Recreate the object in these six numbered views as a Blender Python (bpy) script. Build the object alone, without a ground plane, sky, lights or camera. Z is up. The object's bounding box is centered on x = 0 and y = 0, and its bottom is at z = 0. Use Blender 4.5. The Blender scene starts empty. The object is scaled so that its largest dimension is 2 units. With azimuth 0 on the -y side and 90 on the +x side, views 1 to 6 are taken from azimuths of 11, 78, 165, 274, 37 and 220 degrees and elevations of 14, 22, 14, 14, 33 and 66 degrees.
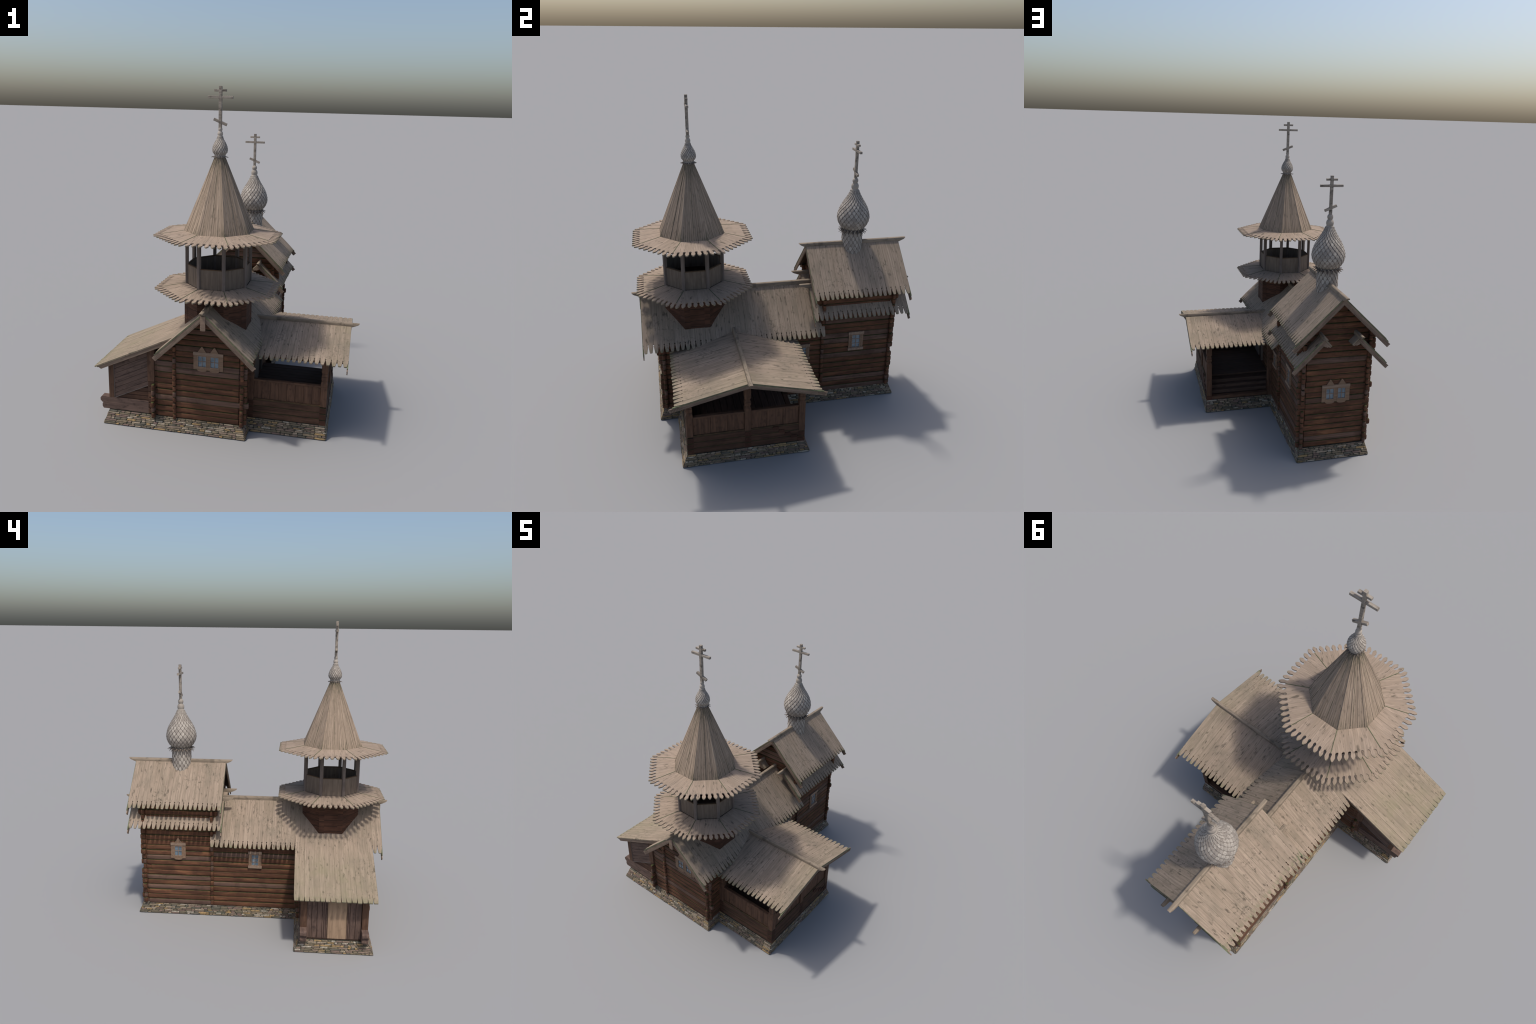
# A small wooden church: log nave and taller log chapel on a stone plinth, two porches,
# an octagonal tent-roofed bell tower and a shingled onion cupola.
import bpy, math, random
from mathutils import Vector, Matrix

random.seed(7)
XC = -0.0757            # long axis of the building
TY = -0.5075            # bell tower axis (y)
CY = 0.5283             # cupola axis (y)
XW, XE = -0.2792, 0.1280  # centre lines of the long log walls
YS, YP, YN = -0.7264, 0.2890, 0.7550   # south wall, partition wall, north wall
PITCH = 0.0362          # height of one log course
Z0 = 0.074              # top of the stone plinth

# ------------------------------------------------------------------ materials
def new_mat(name, rough=0.85):
    m = bpy.data.materials.new(name)
    m.use_nodes = True
    nt = m.node_tree
    b = nt.nodes["Principled BSDF"]
    b.inputs["Roughness"].default_value = rough
    b.inputs["Specular IOR Level"].default_value = 0.25
    return m, nt, b

class G:
    """Tiny node-graph helper."""
    def __init__(self, nt):
        self.nt = nt
    def n(self, kind, **kw):
        nd = self.nt.nodes.new(kind)
        for k, v in kw.items():
            setattr(nd, k, v)
        return nd
    def link(self, a, b):
        self.nt.links.new(a, b)
    def put(self, sock, v):
        if isinstance(v, bpy.types.NodeSocket):
            self.link(v, sock)
        else:
            sock.default_value = v
    def math(self, op, a, b=0.0, clamp=False):
        nd = self.n("ShaderNodeMath", operation=op, use_clamp=clamp)
        self.put(nd.inputs[0], a)
        self.put(nd.inputs[1], b)
        return nd.outputs[0]
    def remap(self, v, a, b, c=0.0, d=1.0):
        nd = self.n("ShaderNodeMapRange", interpolation_type="SMOOTHSTEP")
        self.put(nd.inputs[0], v)
        for i, x in enumerate((a, b, c, d)):
            nd.inputs[i + 1].default_value = x
        return nd.outputs[0]
    def mix(self, f, a, b, blend="MIX"):
        nd = self.n("ShaderNodeMix", data_type="RGBA", blend_type=blend)
        self.put(nd.inputs[0], f)
        for i, v in ((6, a), (7, b)):
            if isinstance(v, tuple) and len(v) == 3:
                v = (*v, 1.0)
            self.put(nd.inputs[i], v)
        return nd.outputs[2]
    def noise(self, vec, scale, detail=4.0, rough=0.6):
        nd = self.n("ShaderNodeTexNoise")
        self.link(vec, nd.inputs["Vector"])
        nd.inputs["Scale"].default_value = scale
        nd.inputs["Detail"].default_value = detail
        nd.inputs["Roughness"].default_value = rough
        return nd.outputs["Fac"]
    def coords(self, which="Object", scale=(1, 1, 1), shift=None):
        tc = self.n("ShaderNodeTexCoord")
        v = tc.outputs[which]
        if shift is not None:
            add = self.n("ShaderNodeVectorMath", operation="ADD")
            self.link(v, add.inputs[0])
            self.link(shift, add.inputs[1])
            v = add.outputs[0]
        mp = self.n("ShaderNodeMapping")
        mp.inputs["Scale"].default_value = scale
        self.link(v, mp.inputs["Vector"])
        return mp.outputs["Vector"]
    def rnd(self):
        return self.n("ShaderNodeObjectInfo").outputs["Random"]
    def rnd_shift(self, k=37.0):
        """Per-object offset vector so that repeats do not share their grain."""
        r = self.rnd()
        cb = self.n("ShaderNodeCombineXYZ")
        self.link(self.math("MULTIPLY", r, k), cb.inputs[0])
        self.link(self.math("MULTIPLY", r, k * 1.7), cb.inputs[1])
        self.link(self.math("MULTIPLY", r, k * 0.6), cb.inputs[2])
        return cb.outputs[0]
    def xyz(self, vec):
        s = self.n("ShaderNodeSeparateXYZ")
        self.link(vec, s.inputs[0])
        return s.outputs
    def bump(self, bsdf, h, strength=0.3, dist=0.002):
        nd = self.n("ShaderNodeBump")
        nd.inputs["Strength"].default_value = strength
        nd.inputs["Distance"].default_value = dist
        self.link(h, nd.inputs["Height"])
        self.link(nd.outputs[0], bsdf.inputs["Normal"])

def position(g):
    return g.n("ShaderNodeNewGeometry").outputs["Position"]

def roof_wood(name, light, dark, grain_dark, edge=0.42, tip_moss=0.5, moss_patch=True, knots=0.8, edge_w=(0.80, 0.99), varied=0.30):
    """Weathered boards: local X runs along the board."""
    m, nt, b = new_mat(name, 0.9)
    g = G(nt)
    sh = g.rnd_shift()
    fine = g.noise(g.coords("Object", (7, 150, 60), sh), 1.0, 5, 0.65)
    broad = g.noise(g.coords("Object", (5, 22, 10), sh), 1.0, 3, 0.55)
    col = g.mix(g.remap(fine, 0.30, 0.72), grain_dark, light)
    col = g.mix(g.math("MULTIPLY", g.remap(broad, 0.42, 0.72), 0.55), col, dark)
    tint = g.remap(g.rnd(), 0.0, 1.0, 0.0, 1.0)
    col = g.mix(g.math("MULTIPLY", tint, varied), col, (0.250, 0.190, 0.138))
    # knots: elongated dark spots
    kn = g.noise(g.coords("Object", (23, 62, 40), sh), 1.0, 2, 0.5)
    col = g.mix(g.math("MULTIPLY", g.remap(kn, 0.575, 0.75), knots), col, (0.095, 0.076, 0.056))
    # seams between boards, darker and green in places
    gx, gy, gz = g.xyz(g.coords("Generated"))
    ed = g.math("ABSOLUTE", g.math("SUBTRACT", g.math("MULTIPLY", gy, 2.0), 1.0))
    en = g.noise(g.coords("Object", (30, 60, 30), sh), 1.0, 3, 0.6)
    em = g.math("MULTIPLY", g.remap(ed, *edge_w), g.math("MULTIPLY", g.remap(en, 0.32, 0.62), edge))
    col = g.mix(em, col, (0.085, 0.080, 0.050))
    tm = g.math("MULTIPLY", g.remap(gx, 0.90, 1.0), g.math("MULTIPLY", g.remap(en, 0.30, 0.70), tip_moss))
    col = g.mix(tm, col, (0.150, 0.150, 0.082))
    if moss_patch:
        px, py, pz = g.xyz(position(g))
        far = g.math("MAXIMUM", g.remap(px, -0.30, -0.62), g.math("MULTIPLY", g.remap(px, 0.50, 0.74), 0.6))
        pn = g.noise(position(g), 7.5, 6, 0.72)
        mm = g.math("MULTIPLY", far, g.math("ADD", 0.22, g.math("MULTIPLY", g.remap(pn, 0.42, 0.70), 0.45)))
        col = g.mix(mm, col, (0.195, 0.174, 0.104))
        sp = g.noise(position(g), 62.0, 3, 0.6)
        cl = g.noise(position(g), 4.5, 2, 0.5)
        sm = g.math("MULTIPLY", g.remap(sp, 0.52, 0.70), g.remap(cl, 0.50, 0.68))
        col = g.mix(g.math("MULTIPLY", sm, 0.75), col, (0.080, 0.066, 0.048))
        dn = g.noise(position(g), 5.0, 4, 0.6)
        col = g.mix(g.math("MULTIPLY", g.remap(dn, 0.48, 0.72), 0.42), col, (0.165, 0.137, 0.102))
    g.link(col, b.inputs["Base Color"])
    g.bump(b, fine, 0.5, 0.0012)
    return m

def log_wood(name, warm, pale, grey, moss=1.0, grey_share=0.70, half=0.0181, axis=2, seam_from=0.66):
    """Old logs: local X along the log, seams at the top and bottom of the local Z range."""
    m, nt, b = new_mat(name, 0.8)
    g = G(nt)
    sh = g.rnd_shift()
    fine = g.noise(g.coords("Object", (5, 60, 110), sh), 1.0, 5, 0.65)
    broad = g.noise(g.coords("Object", (6, 20, 34), sh), 1.0, 5, 0.66)
    dark = tuple(c * 0.36 for c in warm)
    col = g.mix(g.remap(fine, 0.28, 0.72), dark, warm)
    col = g.mix(g.math("MULTIPLY", g.remap(broad, 0.45, 0.75), 0.75), col, pale)
    r = g.rnd()
    gcol = g.mix(g.remap(fine, 0.30, 0.70), tuple(c * 0.5 for c in grey), grey)
    gcol = g.mix(g.math("MULTIPLY", g.remap(broad, 0.50, 0.72), 0.6), gcol, tuple(c * 0.45 for c in grey))
    r2 = g.math("FRACT", g.math("MULTIPLY", r, 7.31))
    col = g.mix(g.math("MULTIPLY", g.remap(r, grey_share, grey_share + 0.06), g.math("ADD", 0.55, g.math("MULTIPLY", r2, 0.45))), col, gcol)
    col = g.mix(g.math("MULTIPLY", r2, 0.50), col, tuple(c * 0.5 for c in warm))
    wear = g.noise(position(g), 7.0, 5, 0.65)
    col = g.mix(g.math("MULTIPLY", g.remap(wear, 0.44, 0.68), 0.50), col, tuple(c * 0.30 for c in warm))
    z = g.xyz(g.coords("Object"))[axis]
    ed = g.math("DIVIDE", g.math("ABSOLUTE", z), half)
    en = g.noise(g.coords("Object", (26, 30, 30), sh), 1.0, 3, 0.65)
    seam = g.remap(ed, seam_from, 0.99)
    seamcol = g.mix(g.math("MULTIPLY", g.remap(en, 0.30, 0.55), moss), (0.016, 0.011, 0.008), (0.042, 0.050, 0.013))
    col = g.mix(seam, col, seamcol)
    g.link(col, b.inputs["Base Color"])
    g.bump(b, fine, 0.5, 0.0015)
    return m

def plain_wood(name, base, dark, spot=0.3, scale=(6, 90, 90), varied=0.3, rough=0.8):
    m, nt, b = new_mat(name, rough)
    g = G(nt)
    sh = g.rnd_shift()
    fine = g.noise(g.coords("Object", scale, sh), 1.0, 5, 0.62)
    blot = g.noise(g.coords("Object", (24, 40, 40), sh), 1.0, 3, 0.6)
    col = g.mix(g.remap(fine, 0.30, 0.70), dark, base)
    col = g.mix(g.math("MULTIPLY", g.remap(blot, 0.52, 0.72), spot), col, tuple(c * 0.35 for c in dark))
    col = g.mix(g.math("MULTIPLY", g.rnd(), varied), col, tuple(c * 0.6 for c in base))
    g.link(col, b.inputs["Base Color"])
    g.bump(b, fine, 0.4, 0.001)
    return m

M = {}
M["roof"] = roof_wood("weathered_roof_board", (0.358, 0.278, 0.208), (0.172, 0.140, 0.100), (0.225, 0.171, 0.129), varied=0.42, knots=0.92, tip_moss=0.8)
M["brim"] = roof_wood("weathered_brim_board", (0.372, 0.284, 0.216), (0.215, 0.167, 0.126), (0.240, 0.184, 0.138), varied=0.42, edge=0.5, tip_moss=0.6, moss_patch=False, knots=0.80, edge_w=(0.86, 1.0))
M["cone"] = roof_wood("tent_roof_board", (0.400, 0.308, 0.230), (0.200, 0.154, 0.114), (0.220, 0.168, 0.124), edge=0.85, tip_moss=0.0, moss_patch=False, knots=0.55, edge_w=(0.50, 0.95), varied=0.55)
M["ridge"] = plain_wood("ridge_beam_wood", (0.285, 0.225, 0.165), (0.170, 0.136, 0.100), 0.6, (7, 70, 70))
def add_bands(mat):
    """Dark weathered bands across a beam at irregular intervals."""
    nt = mat.node_tree
    g = G(nt)
    b = nt.nodes["Principled BSDF"]
    old = b.inputs["Base Color"].links[0].from_socket
    n1 = g.noise(g.coords("Object", (11, 0.01, 0.01)), 1.0, 1, 0.4)
    g.link(g.mix(g.math("MULTIPLY", g.remap(n1, 0.62, 0.68), 0.55), old, (0.085, 0.070, 0.052)), b.inputs["Base Color"])
add_bands(M["ridge"])
M["barge"] = plain_wood("bargeboard_wood", (0.245, 0.178, 0.130), (0.150, 0.105, 0.077), 0.35, (9, 80, 120))
M["log"] = log_wood("old_log", (0.140, 0.060, 0.033), (0.260, 0.115, 0.054), (0.185, 0.124, 0.100), grey_share=0.77)
M["oct_log"] = log_wood("tower_log", (0.118, 0.053, 0.032), (0.150, 0.067, 0.038), (0.10, 0.052, 0.036), moss=0.1, grey_share=0.9, half=0.0197, seam_from=0.86)
M["porch"] = plain_wood("porch_timber", (0.132, 0.070, 0.042), (0.066, 0.035, 0.022), 0.45, (8, 80, 80), 0.4)
M["porch_log"] = log_wood("porch_log", (0.104, 0.053, 0.033), (0.145, 0.074, 0.044), (0.10, 0.056, 0.040), moss=0.8, grey_share=0.93, half=0.0205, seam_from=0.78)
M["mauve"] = plain_wood("greyed_porch_board", (0.160, 0.103, 0.079), (0.078, 0.050, 0.040), 0.6, (8, 70, 70), 0.35)
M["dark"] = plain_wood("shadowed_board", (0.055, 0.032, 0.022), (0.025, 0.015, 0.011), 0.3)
M["floor"] = plain_wood("stair_board", (0.110, 0.068, 0.050), (0.062, 0.040, 0.030), 0.3)
M["belfry"] = plain_wood("belfry_board", (0.190, 0.148, 0.112), (0.125, 0.096, 0.074), 0.25, (7, 60, 60), 0.2)
M["post"] = plain_wood("belfry_post_wood", (0.190, 0.152, 0.128), (0.125, 0.100, 0.086), 0.2, (7, 80, 80), 0.2)
M["caprail"] = plain_wood("belfry_rail_wood", (0.120, 0.070, 0.038), (0.07, 0.045, 0.024), 0.3)
M["cross"] = plain_wood("cross_wood", (0.330, 0.285, 0.235), (0.190, 0.160, 0.130), 0.95, (14, 60, 60), 0.1)
M["finial"] = plain_wood("finial_wood", (0.370, 0.325, 0.275), (0.270, 0.235, 0.200), 0.25, (20, 20, 20), 0.1)
M["casing"] = plain_wood("window_casing_wood", (0.240, 0.155, 0.100), (0.150, 0.096, 0.063), 0.2, (8, 80, 80), 0.2)
M["sash"] = plain_wood("sash_and_sunlit_strip_wood", (0.285, 0.200, 0.142), (0.190, 0.132, 0.096), 0.2, (8, 80, 80), 0.2)  # also colours window head and sill strips lighter, as if sunlit
M["door"] = plain_wood("door_wood", (0.345, 0.235, 0.152), (0.235, 0.158, 0.102), 0.25, (5, 60, 60), 0.1)

def shingle_mat(per_island):
    m, nt, b = new_mat("shingle_wood_stuff" if per_island else "shingle_wood", 0.7)
    g = G(nt)
    r = g.n("ShaderNodeNewGeometry").outputs["Random Per Island"] if per_island else g.rnd()
    col = g.mix(r, (0.245, 0.215, 0.185), (0.400, 0.360, 0.310))
    nn = g.noise(g.coords("Object", (160, 160, 30)), 1.0, 4, 0.6)
    col = g.mix(g.math("MULTIPLY", g.remap(nn, 0.45, 0.70), 0.55), col, (0.150, 0.120, 0.100))
    g.link(col, b.inputs["Base Color"])
    return m
M["shingle"] = shingle_mat(False)
M["shingle_edge_shade"] = plain_wood("shingle_edge_shaded_wood", (0.245, 0.214, 0.184), (0.165, 0.141, 0.121), 0.2, (60, 60, 60), 0.1)  # darker rim paints the shade between shingles into the colour
M["shingle_stuff"] = shingle_mat(True)

def stone_mat():
    m, nt, b = new_mat("field_stone", 0.85)
    g = G(nt)
    r = g.n("ShaderNodeNewGeometry").outputs["Random Per Island"]
    ramp = g.n("ShaderNodeValToRGB")
    cr = ramp.color_ramp
    cr.interpolation = "CONSTANT"
    tones = [(0.00, (0.215, 0.165, 0.110)), (0.18, (0.225, 0.160, 0.122)), (0.34, (0.150, 0.122, 0.085)),
             (0.50, (0.335, 0.222, 0.105)), (0.58, (0.190, 0.126, 0.105)), (0.72, (0.330, 0.262, 0.190)),
             (0.84, (0.120, 0.108, 0.088)), (0.93, (0.385, 0.335, 0.270))]
    while len(cr.elements) < len(tones):
        cr.elements.new(0.5)
    for e, (p, c) in zip(cr.elements, tones):
        e.position = p
        e.color = (*c, 1)
    g.link(r, ramp.inputs[0])
    nn = g.noise(g.coords("Object", (60, 60, 90)), 1.0, 5, 0.65)
    col = g.mix(g.remap(nn, 0.35, 0.70), ramp.outputs[0], (0.085, 0.078, 0.054))
    col = g.mix(0.30, col, ramp.outputs[0])
    mossn = g.noise(g.coords("Object", (7, 7, 7)), 1.0, 4, 0.6)
    col = g.mix(g.math("MULTIPLY", g.remap(mossn, 0.55, 0.72), 0.4), col, (0.075, 0.080, 0.040))
    g.link(col, b.inputs["Base Color"])
    g.bump(b, nn, 0.5, 0.002)
    return m
M["stone"] = stone_mat()

def mortar_mat():
    m, nt, b = new_mat("mossy_mortar", 0.95)
    g = G(nt)
    nn = g.noise(g.coords("Object", (50, 50, 50)), 1.0, 4, 0.6)
    g.link(g.mix(g.remap(nn, 0.35, 0.68), (0.024, 0.026, 0.020), (0.058, 0.058, 0.042)), b.inputs["Base Color"])
    return m
M["mortar"] = mortar_mat()
M["moss"] = plain_wood("mossy_board_edge", (0.150, 0.165, 0.090), (0.085, 0.082, 0.050), 0.3, (40, 40, 40), 0.2)

def glass_mat():
    m, nt, b = new_mat("window_glass", 0.16)
    g = G(nt)
    nn = g.noise(g.coords("Object", (30, 30, 30)), 1.0, 2, 0.5)
    g.link(g.mix(g.remap(nn, 0.35, 0.65), (0.090, 0.128, 0.160), (0.155, 0.200, 0.235)), b.inputs["Base Color"])
    b.inputs["Specular IOR Level"].default_value = 0.5
    return m
M["glass"] = glass_mat()

# ------------------------------------------------------------------ geometry helpers
ROOT = bpy.data.objects.new("wooden_church", None)
ROOT.empty_display_size = 0.2
bpy.context.scene.collection.objects.link(ROOT)
ROOT["label"] = "old log church with tent-roofed bell tower and shingled onion cupola"
ROOT["category"] = "wooden church"

def mesh(name, verts, faces, mat, smooth=False, mat2=None, second=None):
    """second = test on the face number: True puts the face into material mat2."""
    me = bpy.data.meshes.new(name)
    me.from_pydata([tuple(v) for v in verts], [], faces)
    me.materials.append(M[mat])
    if mat2:
        me.materials.append(M[mat2])
        for i, p in enumerate(me.polygons):
            p.material_index = 1 if second(i) else 0
    if smooth:
        for p in me.polygons:
            p.use_smooth = True
    me.update()
    return me

def put(name, me, parent=None, mtx=None):
    o = bpy.data.objects.new(name, me)
    bpy.context.scene.collection.objects.link(o)
    o.parent = parent or ROOT
    if mtx is not None:
        o.matrix_local = mtx        # every parent part sits at the world origin
    return o

def frame(origin, x, z):
    """Matrix with local X along x and local Z as near to z as possible."""
    x = Vector(x).normalized()
    z = Vector(z)
    y = z.cross(x).normalized()
    z = x.cross(y)
    m = Matrix((x, y, z)).transposed().to_4x4()
    m.translation = Vector(origin)
    return m

def extrude(poly, t0, t1):
    """Prism of a 2D outline (x, y), from height t0 to t1."""
    n = len(poly)
    v = [(x, y, t0) for x, y in poly] + [(x, y, t1) for x, y in poly]
    f = [tuple(range(n - 1, -1, -1)), tuple(range(n, 2 * n))]
    f += [(i, (i + 1) % n, n + (i + 1) % n, n + i) for i in range(n)]
    return v, f

def merge(parts):
    V, F = [], []
    for v, f in parts:
        k = len(V)
        V += [tuple(p) for p in v]
        F += [tuple(i + k for i in q) for q in f]
    return V, F

def moved(vf, m):
    return [tuple(m @ Vector(p)) for p in vf[0]], vf[1]

def box(x0, x1, y0, y1, z0, z1, c=0.0):
    """Box with optionally chamfered long edges (along x)."""
    if c <= 0:
        v = [(x, y, z) for x in (x0, x1) for y in (y0, y1) for z in (z0, z1)]
        return v, [(0, 1, 3, 2), (4, 6, 7, 5), (0, 4, 5, 1), (2, 3, 7, 6), (0, 2, 6, 4), (1, 5, 7, 3)]
    sec = [(y0 + c, z0), (y1 - c, z0), (y1, z0 + c), (y1, z1 - c), (y1 - c, z1), (y0 + c, z1), (y0, z1 - c), (y0, z0 + c)]
    return loft([[(x, y, z) for y, z in sec] for x in (x0, x1)])

def loft(rings, cap=True):
    n = len(rings[0])
    V = [p for r in rings for p in r]
    F = []
    for k in range(len(rings) - 1):
        for i in range(n):
            j = (i + 1) % n
            F.append((k * n + i, k * n + j, (k + 1) * n + j, (k + 1) * n + i))
    if cap:
        F.append(tuple(range(n - 1, -1, -1)))
        F.append(tuple(range((len(rings) - 1) * n, len(rings) * n)))
    return V, F

def beam(name, p0, p1, w, h, mat, parent=None, up=(0, 0, 1), c=0.0015):
    """Squared timber from p0 to p1 (centre line), width w, height h."""
    p0, p1 = Vector(p0), Vector(p1)
    L = (p1 - p0).length
    me = mesh(name, *box(-L / 2, L / 2, -w / 2, w / 2, -h / 2, h / 2, c), mat)
    return put(name, me, parent, frame((p0 + p1) / 2, p1 - p0, up))

def lathe(profile, seg, cap=True):
    """Surface of revolution, profile = [(radius, z)] from the bottom up."""
    rings = [[(r * math.cos(2 * math.pi * i / seg), r * math.sin(2 * math.pi * i / seg), z) for i in range(seg)] for r, z in profile]
    return loft(rings, cap)

def octagon(R, z, cx=0.0, cy=0.0):
    return [(cx + R * math.cos(math.radians(22.5 + 45 * i)), cy + R * math.sin(math.radians(22.5 + 45 * i)), z) for i in range(8)]

# ------------------------------------------------------------------ stone plinth
def plinth_face(b0, b1, t0, t1, rows, rng):
    """Flat stones laid in courses over one sloping face (b = foot line, t = top line)."""
    b0, b1, t0, t1 = map(Vector, (b0, b1, t0, t1))
    nrm = (b1 - b0).cross(t0 - b0).normalized()
    L = (b1 - b0).length
    parts = []
    levels = [0.0]
    for r in range(rows):
        levels.append(levels[-1] + rng.uniform(0.65, 1.35))
    levels = [l / levels[-1] for l in levels]
    for r in range(rows):
        a, c = levels[r], levels[r + 1]
        s = 0.0
        while s < L - 0.001:
            e = s + 0.020 + 0.058 * rng.random() ** 1.5
            if L - e < 0.015:
                e = L
            gap = 0.0006
            j = lambda k=0.0016: rng.uniform(-k, k)
            dh = (t0 - b0).length
            lo, hi = a * dh + gap * 0.7, c * dh - gap * 0.7
            x0, x1 = s + gap, e - gap
            if x1 - x0 > 0.004:
                m = min(0.3 * (x1 - x0), 0.008)
                mid = (lo + hi) / 2
                out = [(x0 + m * rng.random(), lo + abs(j())), ((x0 + x1) / 2 + j(.006), lo + abs(j(.0007))), (x1 - m * rng.random(), lo + abs(j())), (x1, mid + j()),
                       (x1 - m * rng.random(), hi - abs(j())), ((x0 + x1) / 2 + j(.006), hi - abs(j(.0007))), (x0 + m * rng.random(), hi - abs(j())), (x0, mid + j())]
                if r == rows - 1 or r == 0:
                    out = [(px, min(max(py, 0.0006), dh - 0.0002)) for px, py in out]
                cx = (x0 + x1) / 2
                top = rng.uniform(0.0018, 0.0045)
                def P(u, v, h):
                    q = v / dh
                    foot = b0.lerp(b1, u / L)
                    head = t0.lerp(t1, u / L)
                    return foot.lerp(head, q) + nrm * h
                k = 0.84
                rings = [[P(u, v, -0.003) for u, v in out], [P(u, v, top * 0.55) for u, v in out],
                         [P(cx + (u - cx) * k, mid + (v - mid) * 0.72, top) for u, v in out]]
                parts.append(loft(rings))
            s = e
    return parts

def plinth(base, top, z, sides, rng, name):
    """base/top = (x0, x1, y0, y1) rectangles at z=0 and z."""
    B = [(base[0], base[2], 0), (base[1], base[2], 0), (base[1], base[3], 0), (base[0], base[3], 0)]
    T = [(top[0], top[2], z), (top[1], top[2], z), (top[1], top[3], z), (top[0], top[3], z)]
    core = loft([B, T])
    o = put(name, mesh(name, *core, "mortar"))
    parts = []
    for s in sides:
        i = {"s": 0, "e": 1, "n": 2, "w": 3}[s]
        j = (i + 1) % 4
        parts += plinth_face(B[i], B[j], T[i], T[j], 8, rng)
    st = put("foundation_stones", mesh("foundation_stones", *merge(parts), "stone"), o)
    st["kind"] = "stuff"
    return o

rng = random.Random(11)
E_ = 0.0010     # stones stand proud of the core, so the core is slightly smaller than the outline
plinth((-0.306 + E_, 0.159 - E_, -0.772 + E_, 0.806 - E_), (-0.286, 0.136, -0.739, 0.774), 0.076, "senw", rng, "stone_plinth")
plinth((0.10, 0.6215 - E_, -0.661 + E_, 0.092 - E_), (0.10, 0.611, -0.629, 0.058), 0.0765, "sen", rng, "stone_plinth")
plinth((-0.7235 + E_, -0.27, -0.7735 + E_, -0.281 - E_), (-0.697, -0.27, -0.7355, -0.318), 0.0755, "snw", rng, "stone_plinth")

# ------------------------------------------------------------------ log walls
SEC = []
for i in range(12):
    a = 2 * math.pi * (i + 0.5) / 12
    c, s = math.cos(a), math.sin(a)
    SEC.append((math.copysign(abs(c) ** 0.27, c), math.copysign(abs(s) ** 0.78, s)))

# from the tip inward: rounded end, slim neck, notch added to cast shade beside the crossing log, full log
NOTCH = ((0, 0.48, 0.76), (0.003, 0.66, 0.92), (0.009, 0.73, 0.985), (0.0135, 0.70, 0.96), (0.0450, 0.62, 0.95), (0.0475, 1, 1))

def log_mesh(L, ends=(True, True), depth=0.0148, half=None):
    """Round-edged log along local X; ends that stick out are slimmer and rounded."""
    half = half or PITCH / 2 * 1.0
    def ring(x, k, kz):
        return [(x, depth * k * c, half * kz * s) for c, s in SEC]
    rings = []
    if ends[0]:
        rings += [ring(-L / 2 + d, k, kz) for d, k, kz in NOTCH]
    else:
        rings += [ring(-L / 2, 1, 1)]
    if ends[1]:
        rings += [ring(L / 2 - d, k, kz) for d, k, kz in reversed(NOTCH)]
    else:
        rings += [ring(L / 2, 1, 1)]
    v, f = loft(rings)
    me = mesh("log", v, f, "log", True)
    me.set_sharp_from_angle(angle=math.radians(50))
    return me

_cache = {}
def log(parent, p0, p1, ends=(True, True)):
    p0, p1 = Vector(p0), Vector(p1)
    L = (p1 - p0).length
    key = (round(L, 3), ends)
    if key not in _cache:
        _cache[key] = log_mesh(L, ends)
    c = (p0 + p1) / 2
    c.z += math.sin(c.z * 411.0 + 2.0 * parent_phase(parent)) * 0.0011
    k = 1.03 + 0.035 * math.sin(c.z * 733.0 + parent_phase(parent))
    put("log", _cache[key], parent, frame(c, p1 - p0, (0, 0, 1)) @ Matrix.Diagonal((1, 1, k, 1)))

def parent_phase(o):
    return len(o.data.vertices) + (sum(o.data.vertices[0].co) * 31.0)

def core(name, poly_xy, z0, z1):
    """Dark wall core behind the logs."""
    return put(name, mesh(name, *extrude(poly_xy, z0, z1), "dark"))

def wall_core(name, a, b, z1, t=0.008):
    (ax, ay), (bx, by) = a, b
    d = Vector((bx - ax, by - ay)).normalized()
    n = Vector((-d.y, d.x)) * t
    return core(name, [(ax - n.x, ay - n.y), (bx - n.x, by - n.y), (bx + n.x, by + n.y), (ax + n.x, ay + n.y)], Z0 - 0.002, z1)

MAIN_APEX, MAIN_S = 0.793, 0.9375      # main roof: height at the axis and fall per metre
CH_APEX, CH_S = 1.054, 0.968           # chapel roof
PRO = 0.0272                           # how far log ends stick out
ra = random.Random(5)

def long_wall(x, y0, y1, zlim, name):
    w = wall_core(name, (x, y0), (x, y1), zlim)
    k = 0
    while True:
        zc = Z0 - 0.006 + PITCH * (k + 0.5)
        if zc + PITCH * 0.5 > zlim + 0.008:
            break
        a, b = PRO + ra.uniform(-0.003, 0.003), PRO + ra.uniform(-0.003, 0.003)
        if y1 > 0.5:       # chapel side: the ends at the partition are hidden behind its own logs
            if k == 7:
                b = 0.004
            if k > 17:
                a, b = a + 0.010, b + 0.012
            a = 0.0 if k < 14 else a
            log(w, (x, y0 - a, zc), (x, y1 + b, zc), (k >= 14, True))
        else:
            if k == 7 and x > 0:
                a = 0.004
            log(w, (x, y0 - a, zc), (x, y1, zc), (True, False))
        k += 1

under = lambda apex, s, z: (apex - 0.022 - z) / s     # half width of a gable at height z

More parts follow.
